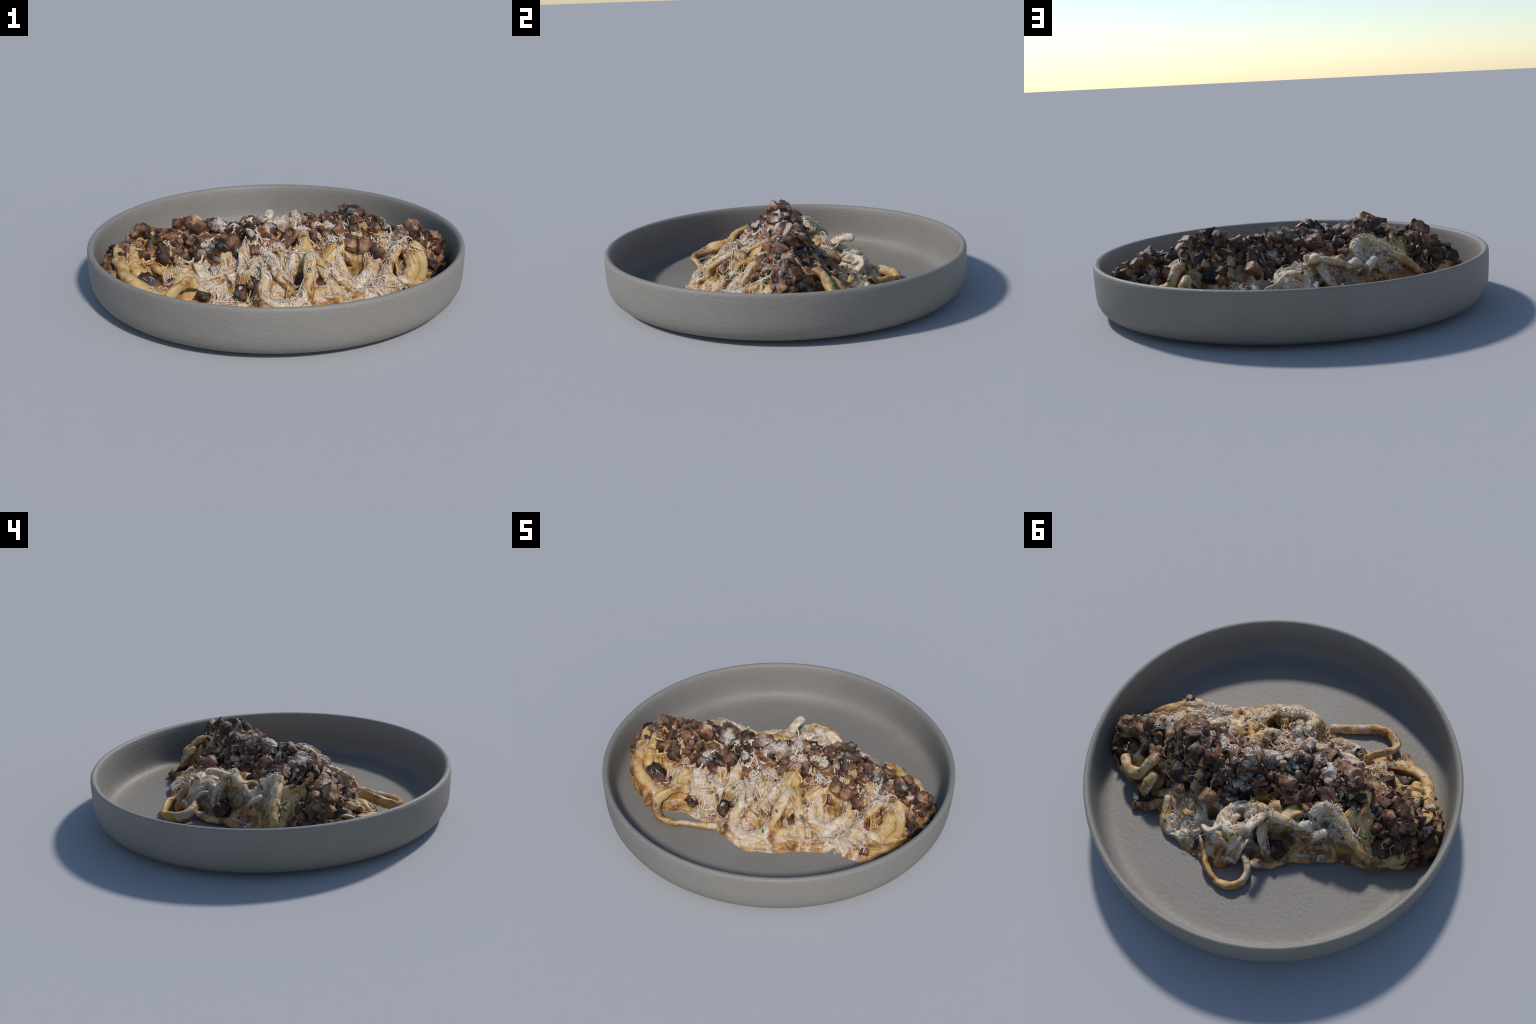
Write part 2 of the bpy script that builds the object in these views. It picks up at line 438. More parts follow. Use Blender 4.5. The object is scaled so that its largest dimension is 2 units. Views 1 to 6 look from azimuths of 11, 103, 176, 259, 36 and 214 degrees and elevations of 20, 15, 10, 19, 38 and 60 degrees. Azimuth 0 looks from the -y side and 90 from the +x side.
# ------------------------------------------------------------------ noodles
# noodles that stand out: radius, then the points of the centre line
KEY_NOODLES = [
    # loop lying in front at the left
    (0.019, [(-0.34, -0.40, 0.12), (-0.395, -0.455, 0.145), (-0.44, -0.525, 0.115), (-0.432, -0.588, 0.088), (-0.375, -0.632, 0.070),
             (-0.293, -0.628, 0.064), (-0.19, -0.565, 0.060), (-0.06, -0.495, 0.055)]),
    # pipe bent round the hole in front of the middle
    (0.026, [(0.225, -0.17, 0.235), (0.222, -0.252, 0.250), (0.230, -0.347, 0.185), (0.205, -0.40, 0.105), (0.170, -0.452, 0.078),
             (0.105, -0.490, 0.078), (0.040, -0.480, 0.095), (0.008, -0.440, 0.130), (0.015, -0.38, 0.17), (0.0, -0.31, 0.21)]),
    (0.025, [(0.02, -0.27, 0.24), (0.045, -0.345, 0.212), (0.088, -0.338, 0.150), (0.145, -0.320, 0.092), (0.20, -0.28, 0.07)]),
    (0.025, [(0.21, -0.10, 0.235), (0.250, -0.184, 0.20), (0.29, -0.22, 0.165), (0.325, -0.262, 0.122), (0.37, -0.31, 0.08), (0.38, -0.36, 0.055)]),
    # yellow noodles of the right end
    (0.031, [(0.735, 0.11, 0.235), (0.750, 0.075, 0.206), (0.778, 0.045, 0.155), (0.784, 0.030, 0.090), (0.775, 0.02, 0.05)]),
    (0.036, [(0.69, 0.08, 0.235), (0.712, 0.034, 0.200), (0.738, 0.004, 0.135), (0.715, -0.03, 0.085), (0.66, -0.07, 0.06)]),
    (0.032, [(0.66, 0.05, 0.22), (0.62, -0.03, 0.17), (0.60, -0.10, 0.125), (0.585, -0.16, 0.085), (0.56, -0.2, 0.06)]),
    (0.026, [(0.57, 0.02, 0.20), (0.52, -0.06, 0.15), (0.49, -0.14, 0.11), (0.43, -0.20, 0.10), (0.36, -0.20, 0.12), (0.33, -0.13, 0.16)]),
    (0.024, [(0.39, -0.33, 0.06), (0.47, -0.28, 0.075), (0.57, -0.23, 0.078), (0.66, -0.20, 0.070), (0.75, -0.13, 0.06), (0.83, -0.04, 0.055)]),
    (0.028, [(0.30, -0.02, 0.26), (0.325, -0.085, 0.222), (0.37, -0.13, 0.150), (0.40, -0.165, 0.10)]),
    # thick noodles sweeping round the left end
    (0.030, [(-0.80, -0.27, 0.19), (-0.763, -0.335, 0.178), (-0.735, -0.385, 0.165), (-0.685, -0.445, 0.143), (-0.611, -0.475, 0.118),
             (-0.546, -0.485, 0.095), (-0.48, -0.49, 0.075)]),
    (0.023, [(-0.77, -0.34, 0.12), (-0.70, -0.425, 0.11), (-0.62, -0.485, 0.09), (-0.54, -0.535, 0.07), (-0.50, -0.575, 0.055)]),
    (0.024, [(-0.55, -0.20, 0.26), (-0.523, -0.230, 0.245), (-0.495, -0.250, 0.205), (-0.455, -0.292, 0.185), (-0.470, -0.335, 0.160),
             (-0.515, -0.345, 0.158), (-0.56, -0.335, 0.165), (-0.60, -0.30, 0.19)]),
    (0.027, [(-0.72, -0.22, 0.25), (-0.70, -0.29, 0.215), (-0.675, -0.345, 0.18), (-0.66, -0.40, 0.15)]),
    # loop lying behind
    (0.020, [(0.16, 0.46, 0.10), (0.105, 0.515, 0.082), (0.070, 0.550, 0.072), (0.030, 0.585, 0.064), (-0.040, 0.617, 0.058), (-0.120, 0.610, 0.056),
             (-0.160, 0.568, 0.058), (-0.168, 0.52, 0.068), (-0.145, 0.472, 0.085), (-0.10, 0.43, 0.10)]),
    # arch and blond noodles of the back, left
    (0.030, [(-0.30, 0.10, 0.25), (-0.34, 0.06, 0.285), (-0.386, 0.035, 0.297), (-0.44, 0.06, 0.275), (-0.49, 0.08, 0.245), (-0.56, 0.105, 0.20),
             (-0.61, 0.115, 0.165), (-0.645, 0.115, 0.135)]),
    (0.034, [(-0.50, -0.07, 0.27), (-0.524, -0.02, 0.250), (-0.575, 0.04, 0.195), (-0.63, 0.09, 0.135), (-0.66, 0.12, 0.08)]),
    (0.030, [(-0.60, 0.14, 0.07), (-0.68, 0.115, 0.085), (-0.76, 0.045, 0.105), (-0.815, -0.005, 0.145), (-0.855, -0.06, 0.10), (-0.875, -0.13, 0.07)]),
    (0.024, [(-0.42, 0.14, 0.22), (-0.36, 0.19, 0.17), (-0.33, 0.23, 0.12), (-0.30, 0.27, 0.07)]),
    # standing stub and the twisted noodles under it
    (0.024, [(-0.10, 0.23, 0.235), (-0.095, 0.29, 0.262), (-0.09, 0.335, 0.278), (-0.088, 0.378, 0.277)]),
    (0.023, [(-0.11, 0.27, 0.22), (-0.129, 0.302, 0.205), (-0.155, 0.335, 0.165), (-0.19, 0.365, 0.11), (-0.235, 0.385, 0.065)]),
    (0.025, [(-0.05, 0.22, 0.255), (-0.11, 0.215, 0.25), (-0.165, 0.212, 0.237), (-0.225, 0.195, 0.215), (-0.283, 0.178, 0.195), (-0.33, 0.15, 0.22)]),
    (0.024, [(0.08, 0.35, 0.20), (0.02, 0.400, 0.215), (-0.03, 0.425, 0.185), (-0.035, 0.46, 0.12), (0.0, 0.49, 0.08), (0.06, 0.50, 0.07)]),
    (0.026, [(-0.14, 0.44, 0.06), (-0.22, 0.40, 0.06), (-0.30, 0.31, 0.06), (-0.40, 0.24, 0.06), (-0.50, 0.18, 0.055)]),
    # overhang at the back, right, and the stub on the floor
    (0.030, [(0.55, 0.27, 0.27), (0.575, 0.315, 0.252), (0.61, 0.365, 0.182), (0.66, 0.385, 0.165), (0.71, 0.365, 0.165), (0.76, 0.32, 0.155)]),
    (0.030, [(0.53, 0.34, 0.22), (0.54, 0.40, 0.17), (0.56, 0.415, 0.12), (0.60, 0.40, 0.075)]),
    (0.027, [(0.46, 0.42, 0.085), (0.50, 0.465, 0.072), (0.545, 0.475, 0.060), (0.585, 0.50, 0.058)]),
    (0.023, [(0.42, 0.38, 0.135), (0.40, 0.43, 0.105), (0.37, 0.48, 0.08), (0.31, 0.53, 0.06)]),
    # right end, facing the bowl wall
    (0.027, [(0.865, 0.09, 0.07), (0.885, 0.15, 0.095), (0.88, 0.22, 0.105), (0.855, 0.275, 0.085), (0.80, 0.325, 0.06)]),
    (0.024, [(0.72, -0.19, 0.055), (0.80, -0.10, 0.06), (0.86, -0.01, 0.06), (0.90, 0.07, 0.055)]),
]


def curve_points(ctrl, step=0.011):
    """Catmull-Rom through the control points, evenly resampled."""
    p = np.array(ctrl, float)
    p = np.vstack([2 * p[0] - p[1], p, 2 * p[-1] - p[-2]])
    out = []
    for i in range(1, len(p) - 2):
        for t in np.linspace(0, 1, 12, endpoint=False):
            a, b, c, d = p[i - 1], p[i], p[i + 1], p[i + 2]
            out.append(0.5 * (2 * b + (c - a) * t + (2 * a - 5 * b + 4 * c - d) * t * t + (3 * b - a - 3 * c + d) * t ** 3))
    out.append(p[-2])
    out = np.array(out)
    s = np.concatenate([[0], np.cumsum(np.linalg.norm(np.diff(out, axis=0), axis=1))])
    q = np.linspace(0, s[-1], max(4, int(s[-1] / step)))
    return np.stack([np.interp(q, s, out[:, k]) for k in range(3)], 1)


def tube(path, radius, sides=12, flat=1.0, rough=0.0, seed=0, taper=0.0, twist=0.0):
    """Closed tube round a path; flat < 1 squashes it, rough swells and pinches it."""
    path = np.asarray(path)
    n = len(path)
    tan = np.gradient(path, axis=0)
    tan /= np.linalg.norm(tan, axis=1)[:, None] + 1e-9
    up = np.array([0.0, 0.0, 1.0]) if abs(tan[0, 2]) < 0.9 else np.array([1.0, 0, 0])
    verts, faces = [], []
    ang = np.linspace(0, 2 * np.pi, sides, endpoint=False)
    for i in range(n):
        t = tan[i]
        up = up - t * (up @ t)
        up /= np.linalg.norm(up) + 1e-9
        side = np.cross(t, up)
        q = i / (n - 1)
        r = radius * (1 - taper * abs(2 * q - 1) ** 3)
        end = min(i, n - 1 - i)
        if end == 0 and n > 3:
            r *= 0.82
        wob = 1.0
        if twist:
            a = twist * float(vnoise(q * len(path) * 0.05 + seed, seed * 1.3))
            u2, s2 = up * math.cos(a) + side * math.sin(a), side * math.cos(a) - up * math.sin(a)
        else:
            u2, s2 = up, side
        if rough:
            wob = 1 + rough * (vnoise(np.cos(ang) * 1.1 + seed, np.sin(ang) * 1.1 + path[i, 0] * 22 + path[i, 2] * 15, path[i, 1] * 22 + seed * 3)
                           + 0.45 * vnoise(np.cos(ang) * 2.2 + path[i, 0] * 55, np.sin(ang) * 2.2 + path[i, 1] * 55, path[i, 2] * 55 + seed))
        ring = path[i] + (np.cos(ang) * r * wob)[:, None] * s2 + (np.sin(ang) * r * flat * wob)[:, None] * u2
        verts.append(ring)
    verts = np.vstack(verts + [path[:1] - tan[:1] * radius * 0.25, path[-1:] + tan[-1:] * radius * 0.25])
    for i in range(n - 1):
        for k in range(sides):
            k2 = (k + 1) % sides
            faces.append((i * sides + k, i * sides + k2, (i + 1) * sides + k2, (i + 1) * sides + k))
    a, b = n * sides, n * sides + 1
    for k in range(sides):
        k2 = (k + 1) % sides
        faces.append((a, k2, k))
        faces.append((b, (n - 1) * sides + k, (n - 1) * sides + k2))
    return verts, faces


def near_hollow(x, y):
    return any((x - hx) ** 2 + (y - hy) ** 2 < (hr * 0.7 + 0.022) ** 2 for hx, hy, hr, _ in HOLLOWS)


def wandering_noodles(count):
    """Noodles draped over the flanks: they run mostly downhill, curl and dive back into the sauce."""
    made, tries = [], 0
    gx, gy = np.gradient(np.maximum(ENV, FLOOR), STEP)
    while len(made) < count and tries < 6000:
        tries += 1
        x, y = RNG.uniform(-0.85, 0.86), RNG.uniform(-0.6, 0.6)
        if sample(ENV, x, y) < 0.075 or in_band(np.array([x]), y, -0.02)[0] or near_hollow(x, y):
            continue
        r = RNG.uniform(0.019, 0.029)
        down = math.atan2(-float(sample(gy, x, y)), -float(sample(gx, x, y)))
        h = down + RNG.choice([0.0, 0.5, -0.5, 1.3, -1.3]) + RNG.normal(0, 0.25)
        curl = RNG.normal(0, 6.0)
        length, pts = RNG.uniform(0.14, 0.38), []
        for k in range(int(length / 0.02)):
            if abs(x) > 0.93 or abs(y) > 0.66 or near_hollow(x, y):
                break
            e = float(sample(ENV, x, y))
            if e < FLOOR + 0.02 or math.hypot(x, y) > 0.9:
                break
            pts.append([x, y, e])
            h += curl * 0.02 + RNG.normal(0, 0.12)
            curl += RNG.normal(0, 2.0)
            x += 0.02 * math.cos(h)
            y += 0.02 * math.sin(h)
        if len(pts) < 5:
            continue
        pts = np.array(pts)
        mid = pts[len(pts) // 2]
        if any(np.hypot(m[0] - mid[0], m[1] - mid[1]) < 0.035 for _, m in made):
            continue
        q = np.linspace(0, 1, len(pts))
        pts[:, 2] = np.maximum(pts[:, 2] - r * 0.75 + 0.016 * np.sin(np.pi * q) - 0.028 * (np.abs(2 * q - 1) ** 4) + RNG.uniform(-0.006, 0.008), FLOOR + r * 0.7)
        made.append(((r, curve_points(pts)), mid))
    return [m[0] for m in made]


# ------------------------------------------------------------------ mushrooms
def mushroom_mesh(kind, rng, cuts=6):
    """One dice of mushroom about 7 cm across: a cut cube with sunk faces, or a curved slice of cap."""
    bm = bmesh.new()
    bmesh.ops.create_cube(bm, size=2.0)
    bmesh.ops.subdivide_edges(bm, edges=bm.edges[:], cuts=cuts, use_grid_fill=True)
    sc = np.array([rng.uniform(0.85, 1.15), rng.uniform(0.75, 1.1), rng.uniform(0.7, 1.1)])
    if kind == "slice":
        sc = np.array([1.35, 0.85, 0.42])
    sink = rng.uniform(-0.05, 0.30, 6)
    off = rng.uniform(0, 50)
    tap = rng.uniform(-0.28, 0.28, 2)
    for v in bm.verts:
        p = np.array(v.co)
        s = p / np.linalg.norm(p) * 1.22
        edge = np.sort(np.abs(p))[1]
        for ax in range(3):
            if abs(abs(p[ax]) - 1) < 1e-4:
                f = sink[ax * 2 + (p[ax] > 0)]
                o = [a for a in range(3) if a != ax]
                p[ax] *= 1 - f * (1 - p[o[0]] ** 2) * (1 - p[o[1]] ** 2)
        p = p * 0.58 + s * 0.42
        p[0] *= 1 + tap[0] * p[2]
        p[1] *= 1 + tap[1] * p[2]
        p = p * sc
        if kind == "slice":
            p[2] += 0.45 * (0.9 - p[0] ** 2)
            p[1] *= 1 - 0.25 * p[0] ** 2
        n = np.array([float(vnoise(p[0] * 1.3 + off, p[1] * 1.3, p[2] * 1.3 + k * 9)) for k in range(3)])
        n2 = np.array([float(vnoise(p[0] * 3.1 + off, p[1] * 3.1, p[2] * 3.1 + k * 9 + 4)) for k in range(3)])
        v.co = Vector((p + n * 0.26 + n2 * 0.13) * 0.036)
    me = bpy.data.meshes.new("mushroom_dice" if kind == "dice" else "mushroom_slice")
    bm.normal_update()
    bm.to_mesh(me)
    bm.free()
    me.polygons.foreach_set("use_smooth", [True] * len(me.polygons))
    me.set_sharp_from_angle(angle=math.radians(75))
    return me


# pieces whose place can be read off: x, y, z of the top, size
KEY_MUSHROOMS = [
    (-0.695, -0.145, 0.347, 1.15), (-0.779, -0.175, 0.262, 1.0), (-0.68, -0.255, 0.250, 1.25), (-0.55, -0.27, 0.272, 1.15),
    (-0.54, -0.12, 0.345, 1.0), (-0.885, -0.235, 0.180, 1.1), (-0.90, -0.285, 0.165, 1.1), (-0.82, -0.23, 0.22, 1.0),
    (-0.425, -0.13, 0.414, 1.15), (-0.385, -0.15, 0.395, 1.0), (-0.12, -0.165, 0.372, 1.15), (-0.255, -0.235, 0.320, 1.0),
    (-0.265, -0.225, 0.265, 1.1), (0.106, 0.065, 0.393, 1.1), (0.215, 0.15, 0.338, 1.25), (0.226, -0.03, 0.255, 1.3), (0.355, 0.175, 0.418, 1.15),
    (0.385, 0.135, 0.395, 1.1), (0.388, -0.035, 0.215, 1.1), (0.575, 0.005, 0.200, 1.25), (0.829, 0.174, 0.290, 1.05),
    (0.703, 0.162, 0.338, 1.1), (0.886, 0.18, 0.165, 1.1), (0.519, 0.095, 0.390, 1.2), (0.42, 0.115, 0.420, 1.15), (0.41, 0.065, 0.410, 1.1), (-0.34, -0.015, 0.353, 1.2), (0.55, -0.025, 0.253, 1.0), (0.322, -0.045, 0.303, 1.0), (0.33, 0.01, 0.352, 1.1),
    (0.365, 0.035, 0.358, 1.0), (0.405, -0.02, 0.300, 1.1), (0.207, -0.022, 0.330, 1.1), (0.222, 0.040, 0.352, 1.0), (0.034, -0.010, 0.390, 1.1),
    (0.071, -0.030, 0.320, 1.1), (0.112, -0.025, 0.340, 1.1), (-0.041, -0.080, 0.356, 1.0), (0.0, -0.07, 0.30, 1.0), (-0.034, -0.107, 0.305, 0.9),
    (-0.274, -0.100, 0.380, 1.2), (-0.319, -0.197, 0.325, 1.2), (-0.412, -0.192, 0.318, 1.0), (-0.47, -0.122, 0.402, 1.1), (0.473, -0.010, 0.300, 1.2),
    (0.563, 0.240, 0.282, 0.9), (0.736, 0.171, 0.325, 1.0), (0.28, 0.12, 0.365, 1.1), (0.30, 0.16, 0.36, 1.1), (0.48, 0.10, 0.365, 1.1), (0.72, 0.20, 0.33, 1.0),
    (0.293, 0.197, 0.300, 1.2), (0.215, 0.195, 0.312, 1.1), (0.208, 0.302, 0.280, 1.2), (0.112, 0.247, 0.232, 1.2), (0.255, 0.29, 0.26, 1.2),
    (-0.121, 0.035, 0.347, 1.25), (-0.161, 0.085, 0.300, 1.3), (-0.247, 0.03, 0.325, 0.9), (-0.106, -0.09, 0.412, 1.0),
    (-0.657, -0.031, 0.255, 1.15), (-0.72, -0.10, 0.305, 1.4), (-0.763, -0.175, 0.258, 1.1), (-0.78, -0.06, 0.23, 1.3), (-0.72, -0.02, 0.20, 1.2),
    (-0.82, -0.12, 0.22, 1.1), (-0.86, -0.08, 0.17, 1.0), (-0.60, -0.385, 0.135, 1.4), (-0.635, -0.36, 0.150, 1.2), (-0.50, -0.385, 0.125, 1.0),
    (-0.45, -0.40, 0.145, 1.0), (-0.12, -0.37, 0.10, 1.0), (-0.30, -0.43, 0.080, 0.8), (0.01, -0.30, 0.18, 0.7), (-0.08, -0.33, 0.14, 0.7),
    (0.185, -0.27, 0.14, 1.1), (0.28, -0.245, 0.135, 0.9), (0.30, -0.14, 0.20, 0.8), (0.715, -0.215, 0.085, 0.6), (0.56, 0.43, 0.09, 0.9),
    (0.37, 0.33, 0.22, 0.8), (-0.22, 0.33, 0.12, 1.0), (-0.13, 0.12, 0.27, 1.1), (0.57, 0.25, 0.29, 0.9), (0.81, 0.27, 0.2, 1.0),
]


def place_mushrooms(parent, mat):
    rng = np.random.default_rng(3)
    meshes = [mushroom_mesh("slice" if k % 5 == 4 else "dice", rng) for k in range(14)]
    for me in meshes:
        me.materials.append(mat)
    spots = [(x, y, z, s, True) for x, y, z, s in KEY_MUSHROOMS]
    for hx, hy, hr, dep in HOLLOWS[18:]:
        if rng.random() < 0.62:
            spots.append((hx, hy, float(sample(ENV, hx, hy)) - dep * 0.45, 0.55 + hr * 9, False))
    tries = 0
    while len(spots) < 275 and tries < 20000:
        tries += 1
        x, y = rng.uniform(-0.93, 0.92), rng.uniform(-0.42, 0.42)
        if not in_band(np.array([x]), y)[0] or math.hypot(x, y) > 0.925:
            continue
        z = float(sample(ENV, x, y))
        if z < 0.08:
            continue
        z += rng.uniform(-0.030, 0.022)
        if any((a - x) ** 2 + (b - y) ** 2 + ((c - z) * 0.8) ** 2 < 0.039 ** 2 for a, b, c, _, _ in spots):
            continue
        spots.append((x, y, z, rng.uniform(0.68, 1.22), False))
    placed = []
    for x, y, z, s, key in spots:
        ob = bpy.data.objects.new("mushroom_piece", meshes[rng.integers(len(meshes))])
        bpy.context.scene.collection.objects.link(ob)
        ob.parent = parent
        ob.location = (x, y, max(z - (0.046 if key else 0.033) * s, FLOOR + 0.040))
        ob.rotation_euler = Euler(rng.uniform(-3.1, 3.1, 3))
        ob.scale = [s * rng.uniform(0.88, 1.12) for _ in range(3)]
        out = math.hypot(x, y)
        if out > 0.885:
            ob.location.x, ob.location.y = x * 0.885 / out, y * 0.885 / out
        low = min((ob.rotation_euler.to_matrix() @ Vector([c * k for c, k in zip(v.co, ob.scale)])).z for v in ob.data.vertices)
        ob.location.z = max(ob.location.z, FLOOR - 0.004 - low)
        placed.append((x, y, ob.location.z, 0.034 * s))
    return placed


def place_crumbs(parent, mat):
    """Small bits of mushroom that fill the gaps of the band."""
    rng = np.random.default_rng(41)
    shapes = []
    for k in range(6):
        me = mushroom_mesh("dice", rng, cuts=2)
        shapes.append((np.array([v.co for v in me.vertices]), [tuple(p.vertices) for p in me.polygons]))
        bpy.data.meshes.remove(me)
    verts, faces, n, made = [], [], 0, 0
    for _ in range(9000):
        if made >= 120:
            break
        x, y = rng.uniform(-0.90, 0.89), rng.uniform(-0.42, 0.42)
        if not in_band(np.array([x]), y, 0.02)[0] or math.hypot(x, y) > 0.89:
            continue
        z = float(sample(ENV, x, y)) + rng.uniform(-0.035, -0.004)
        if z < 0.085:
            continue
        v, f = shapes[rng.integers(len(shapes))]
        rot = np.array(Euler(rng.uniform(-3.1, 3.1, 3)).to_matrix())
        verts.append((v * rng.uniform(0.32, 0.62) * rng.uniform(0.8, 1.2, 3)) @ rot.T + (x, y, z))
        faces += [tuple(i + n for i in q) for q in f]
        n += len(v)
        made += 1
    ob = new_object("mushroom_crumb", np.vstack(verts), faces, mat, parent)
    ob["kind"] = "stuff"


# ------------------------------------------------------------------ heap
def build_sauce_bed(noodles, mushrooms, mat, parent):
    """Sauce and buried pasta: fills the heap under the pieces and wells up round each noodle."""
    edge = ENV - FLOOR
    core = ENV - 0.040 * smooth01(edge / 0.06)
    core = core - np.where(in_band(MX.ravel(), MY.ravel()).reshape(MX.shape), 0.014, 0.0)
    core += smooth01(edge / 0.05) * (0.026 * fbm(MX * 10, MY * 10, 2.0) + 0.012 * fbm(MX * 30, MY * 30, 7.0) + 0.004 * fbm(MX * 80, MY * 80, 1.0))
    ang = np.arctan2(MY, MX)
    ridge = 1 - np.abs(vnoise(MX * 16 + 2.5 * vnoise(MX * 6, MY * 6, 3), MY * 16 + 2.5 * vnoise(MX * 6, MY * 6, 9), 1.0)) * 2
    core += smooth01(edge / 0.05) * 0.022 * np.clip(ridge, -0.7, 1)
    for x, y, r, hgt in LUMPS:
        core += hgt * np.exp(-(((MX - x) ** 2 + (MY - y) ** 2) / (r * 0.6) ** 2))
    for x, y, r, dep in HOLLOWS:
        core -= dep * np.exp(-(((MX - x) ** 2 + (MY - y) ** 2) / (r * 0.8) ** 2) ** 1.5)
    film = FLOOR + 0.007 + 0.004 * fbm(MX * 20, MY * 20, 5.0)
    wet = edge + 0.030 * fbm(MX * 7, MY * 7, 11.0) > 0.0
    core = np.where(wet, np.maximum(core, film), -1)

    def swell(px, py, pz, r):
        rad = r * 1.9
        i0, i1 = np.searchsorted(GX, (px - rad, px + rad))
        j0, j1 = np.searchsorted(GY, (py - rad, py + rad))
        sub = core[i0:i1, j0:j1]
        if not sub.size:
            return
        d = np.hypot(MX[i0:i1, j0:j1] - px, MY[i0:i1, j0:j1] - py)
        lift = pz + 0.12 * r - np.maximum(0, d - 0.75 * r) * 1.5
        near = (pz - sub < r * 2.2) & (sub > 0) & (d < rad)
        core[i0:i1, j0:j1] = np.where(near, np.maximum(sub, lift), sub)

    for r, path in noodles:
        for p in path[::2]:
            swell(p[0], p[1], p[2], r)
    for x, y, z, r in mushrooms:
        swell(x, y, z - 0.35 * r, r * 0.9)
    for x, y, r, dep in HOLLOWS:
        core -= np.where(core > 0, 0.75 * dep * np.exp(-(((MX - x) ** 2 + (MY - y) ** 2) / (r * 0.8) ** 2) ** 2), 0)
    core = np.where(core > -0.5, np.maximum(core, film), core)
    # soften the mask of wells
    for _ in range(1):
        c = core.copy()
        avg = (c[:-2, 1:-1] + c[2:, 1:-1] + c[1:-1, :-2] + c[1:-1, 2:]) / 4
        ok = (c[:-2, 1:-1] > 0) & (c[2:, 1:-1] > 0) & (c[1:-1, :-2] > 0) & (c[1:-1, 2:] > 0)
        core[1:-1, 1:-1] = np.where(ok & (c[1:-1, 1:-1] > 0), 0.5 * c[1:-1, 1:-1] + 0.5 * avg, c[1:-1, 1:-1])
    core = np.where(np.hypot(MX, MY) < 0.93, core, -1)
    keep = core > 0
    cell = keep[:-1, :-1] & keep[1:, :-1] & keep[:-1, 1:] & keep[1:, 1:]
    used = np.zeros_like(keep)
    for a, b in ((0, 0), (1, 0), (0, 1), (1, 1)):
        used[a:used.shape[0] - 1 + a, b:used.shape[1] - 1 + b] |= cell
    idx = np.full(keep.shape, -1)
    idx[used] = np.arange(used.sum())
    jx = 0.0016 * fbm(MX * 60, MY * 60, 3.0)
    jy = 0.0016 * fbm(MX * 60, MY * 60, 8.0)
    floor = np.maximum(FLOOR, FLOOR + 0.9 * np.maximum(0, np.hypot(MX, MY) - 0.868) ** 1.0 * 0.5)
    rim = used & ~(np.roll(used, 1, 0) & np.roll(used, -1, 0) & np.roll(used, 1, 1) & np.roll(used, -1, 1))
    z = np.where(rim, floor - 0.002, np.maximum(core, floor + 0.002))
    top = np.stack([MX + jx, MY + jy, z], -1)[used]
    low = np.stack([MX + jx, MY + jy, floor - 0.004 + 0 * MX], -1)[used]
    n = len(top)
    a, b, c, d = idx[:-1, :-1][cell], idx[1:, :-1][cell], idx[1:, 1:][cell], idx[:-1, 1:][cell]
    up = np.stack([a, b, c, d], 1)
    faces = np.vstack([up, up[:, ::-1] + n])
    me = bpy.data.meshes.new("sauce_bed")
    me.from_pydata(np.vstack([top, low]).tolist(), [], faces.tolist())
    me.polygons.foreach_set("use_smooth", [True] * len(me.polygons))
    me.materials.append(mat)
    ob = bpy.data.objects.new("sauce_bed", me)
    bpy.context.scene.collection.objects.link(ob)
    ob.parent = parent
    return core


def top_map(core, noodles, mushrooms):
    top = np.maximum(core, FLOOR)

    def dome(px, py, pz, r):
        i0, i1 = np.searchsorted(GX, (px - r, px + r))
        j0, j1 = np.searchsorted(GY, (py - r, py + r))
        d2 = (MX[i0:i1, j0:j1] - px) ** 2 + (MY[i0:i1, j0:j1] - py) ** 2
        s = np.where(d2 < r * r, pz + np.sqrt(np.maximum(r * r - d2, 0)), -1)
        top[i0:i1, j0:j1] = np.maximum(top[i0:i1, j0:j1], s)

    for r, path in noodles:
        for p in path:
            dome(p[0], p[1], p[2], r)
    for x, y, z, r in mushrooms:
        dome(x, y, z, r * 0.95)
    return top


# drifts of grated cheese: x, y, spread, share
DRIFTS = [(-0.22, -0.36, 0.10, 10), (-0.05, -0.30, 0.10, 8), (0.02, -0.22, 0.09, 8), (0.10, 0.04, 0.07, 14), (0.30, 0.02, 0.07, 13),
          (0.36, -0.02, 0.06, 5), (0.63, 0.07, 0.05, 8), (0.40, -0.18, 0.10, 6), (0.60, -0.22, 0.08, 7), (0.71, -0.24, 0.03, 3),
          (0.12, -0.46, 0.09, 6), (-0.30, -0.16, 0.07, 9), (-0.14, -0.15, 0.06, 9), (-0.35, -0.05, 0.07, 3), (-0.02, -0.08, 0.08, 10),
          (0.18, 0.08, 0.08, 11), (0.65, -0.02, 0.08, 4), (0.50, -0.08, 0.09, 4), (-0.47, -0.22, 0.06, 4), (-0.46, -0.36, 0.07, 3),
          (0.30, 0.42, 0.12, 5), (0.0, 0.25, 0.12, 5), (-0.38, 0.06, 0.08, 3), (0.50, 0.12, 0.1, 4), (-0.65, -0.14, 0.1, 2), (0.2, -0.25, 0.1, 5),
          (-0.55, -0.45, 0.1, 2), (-0.2, -0.5, 0.1, 3)]


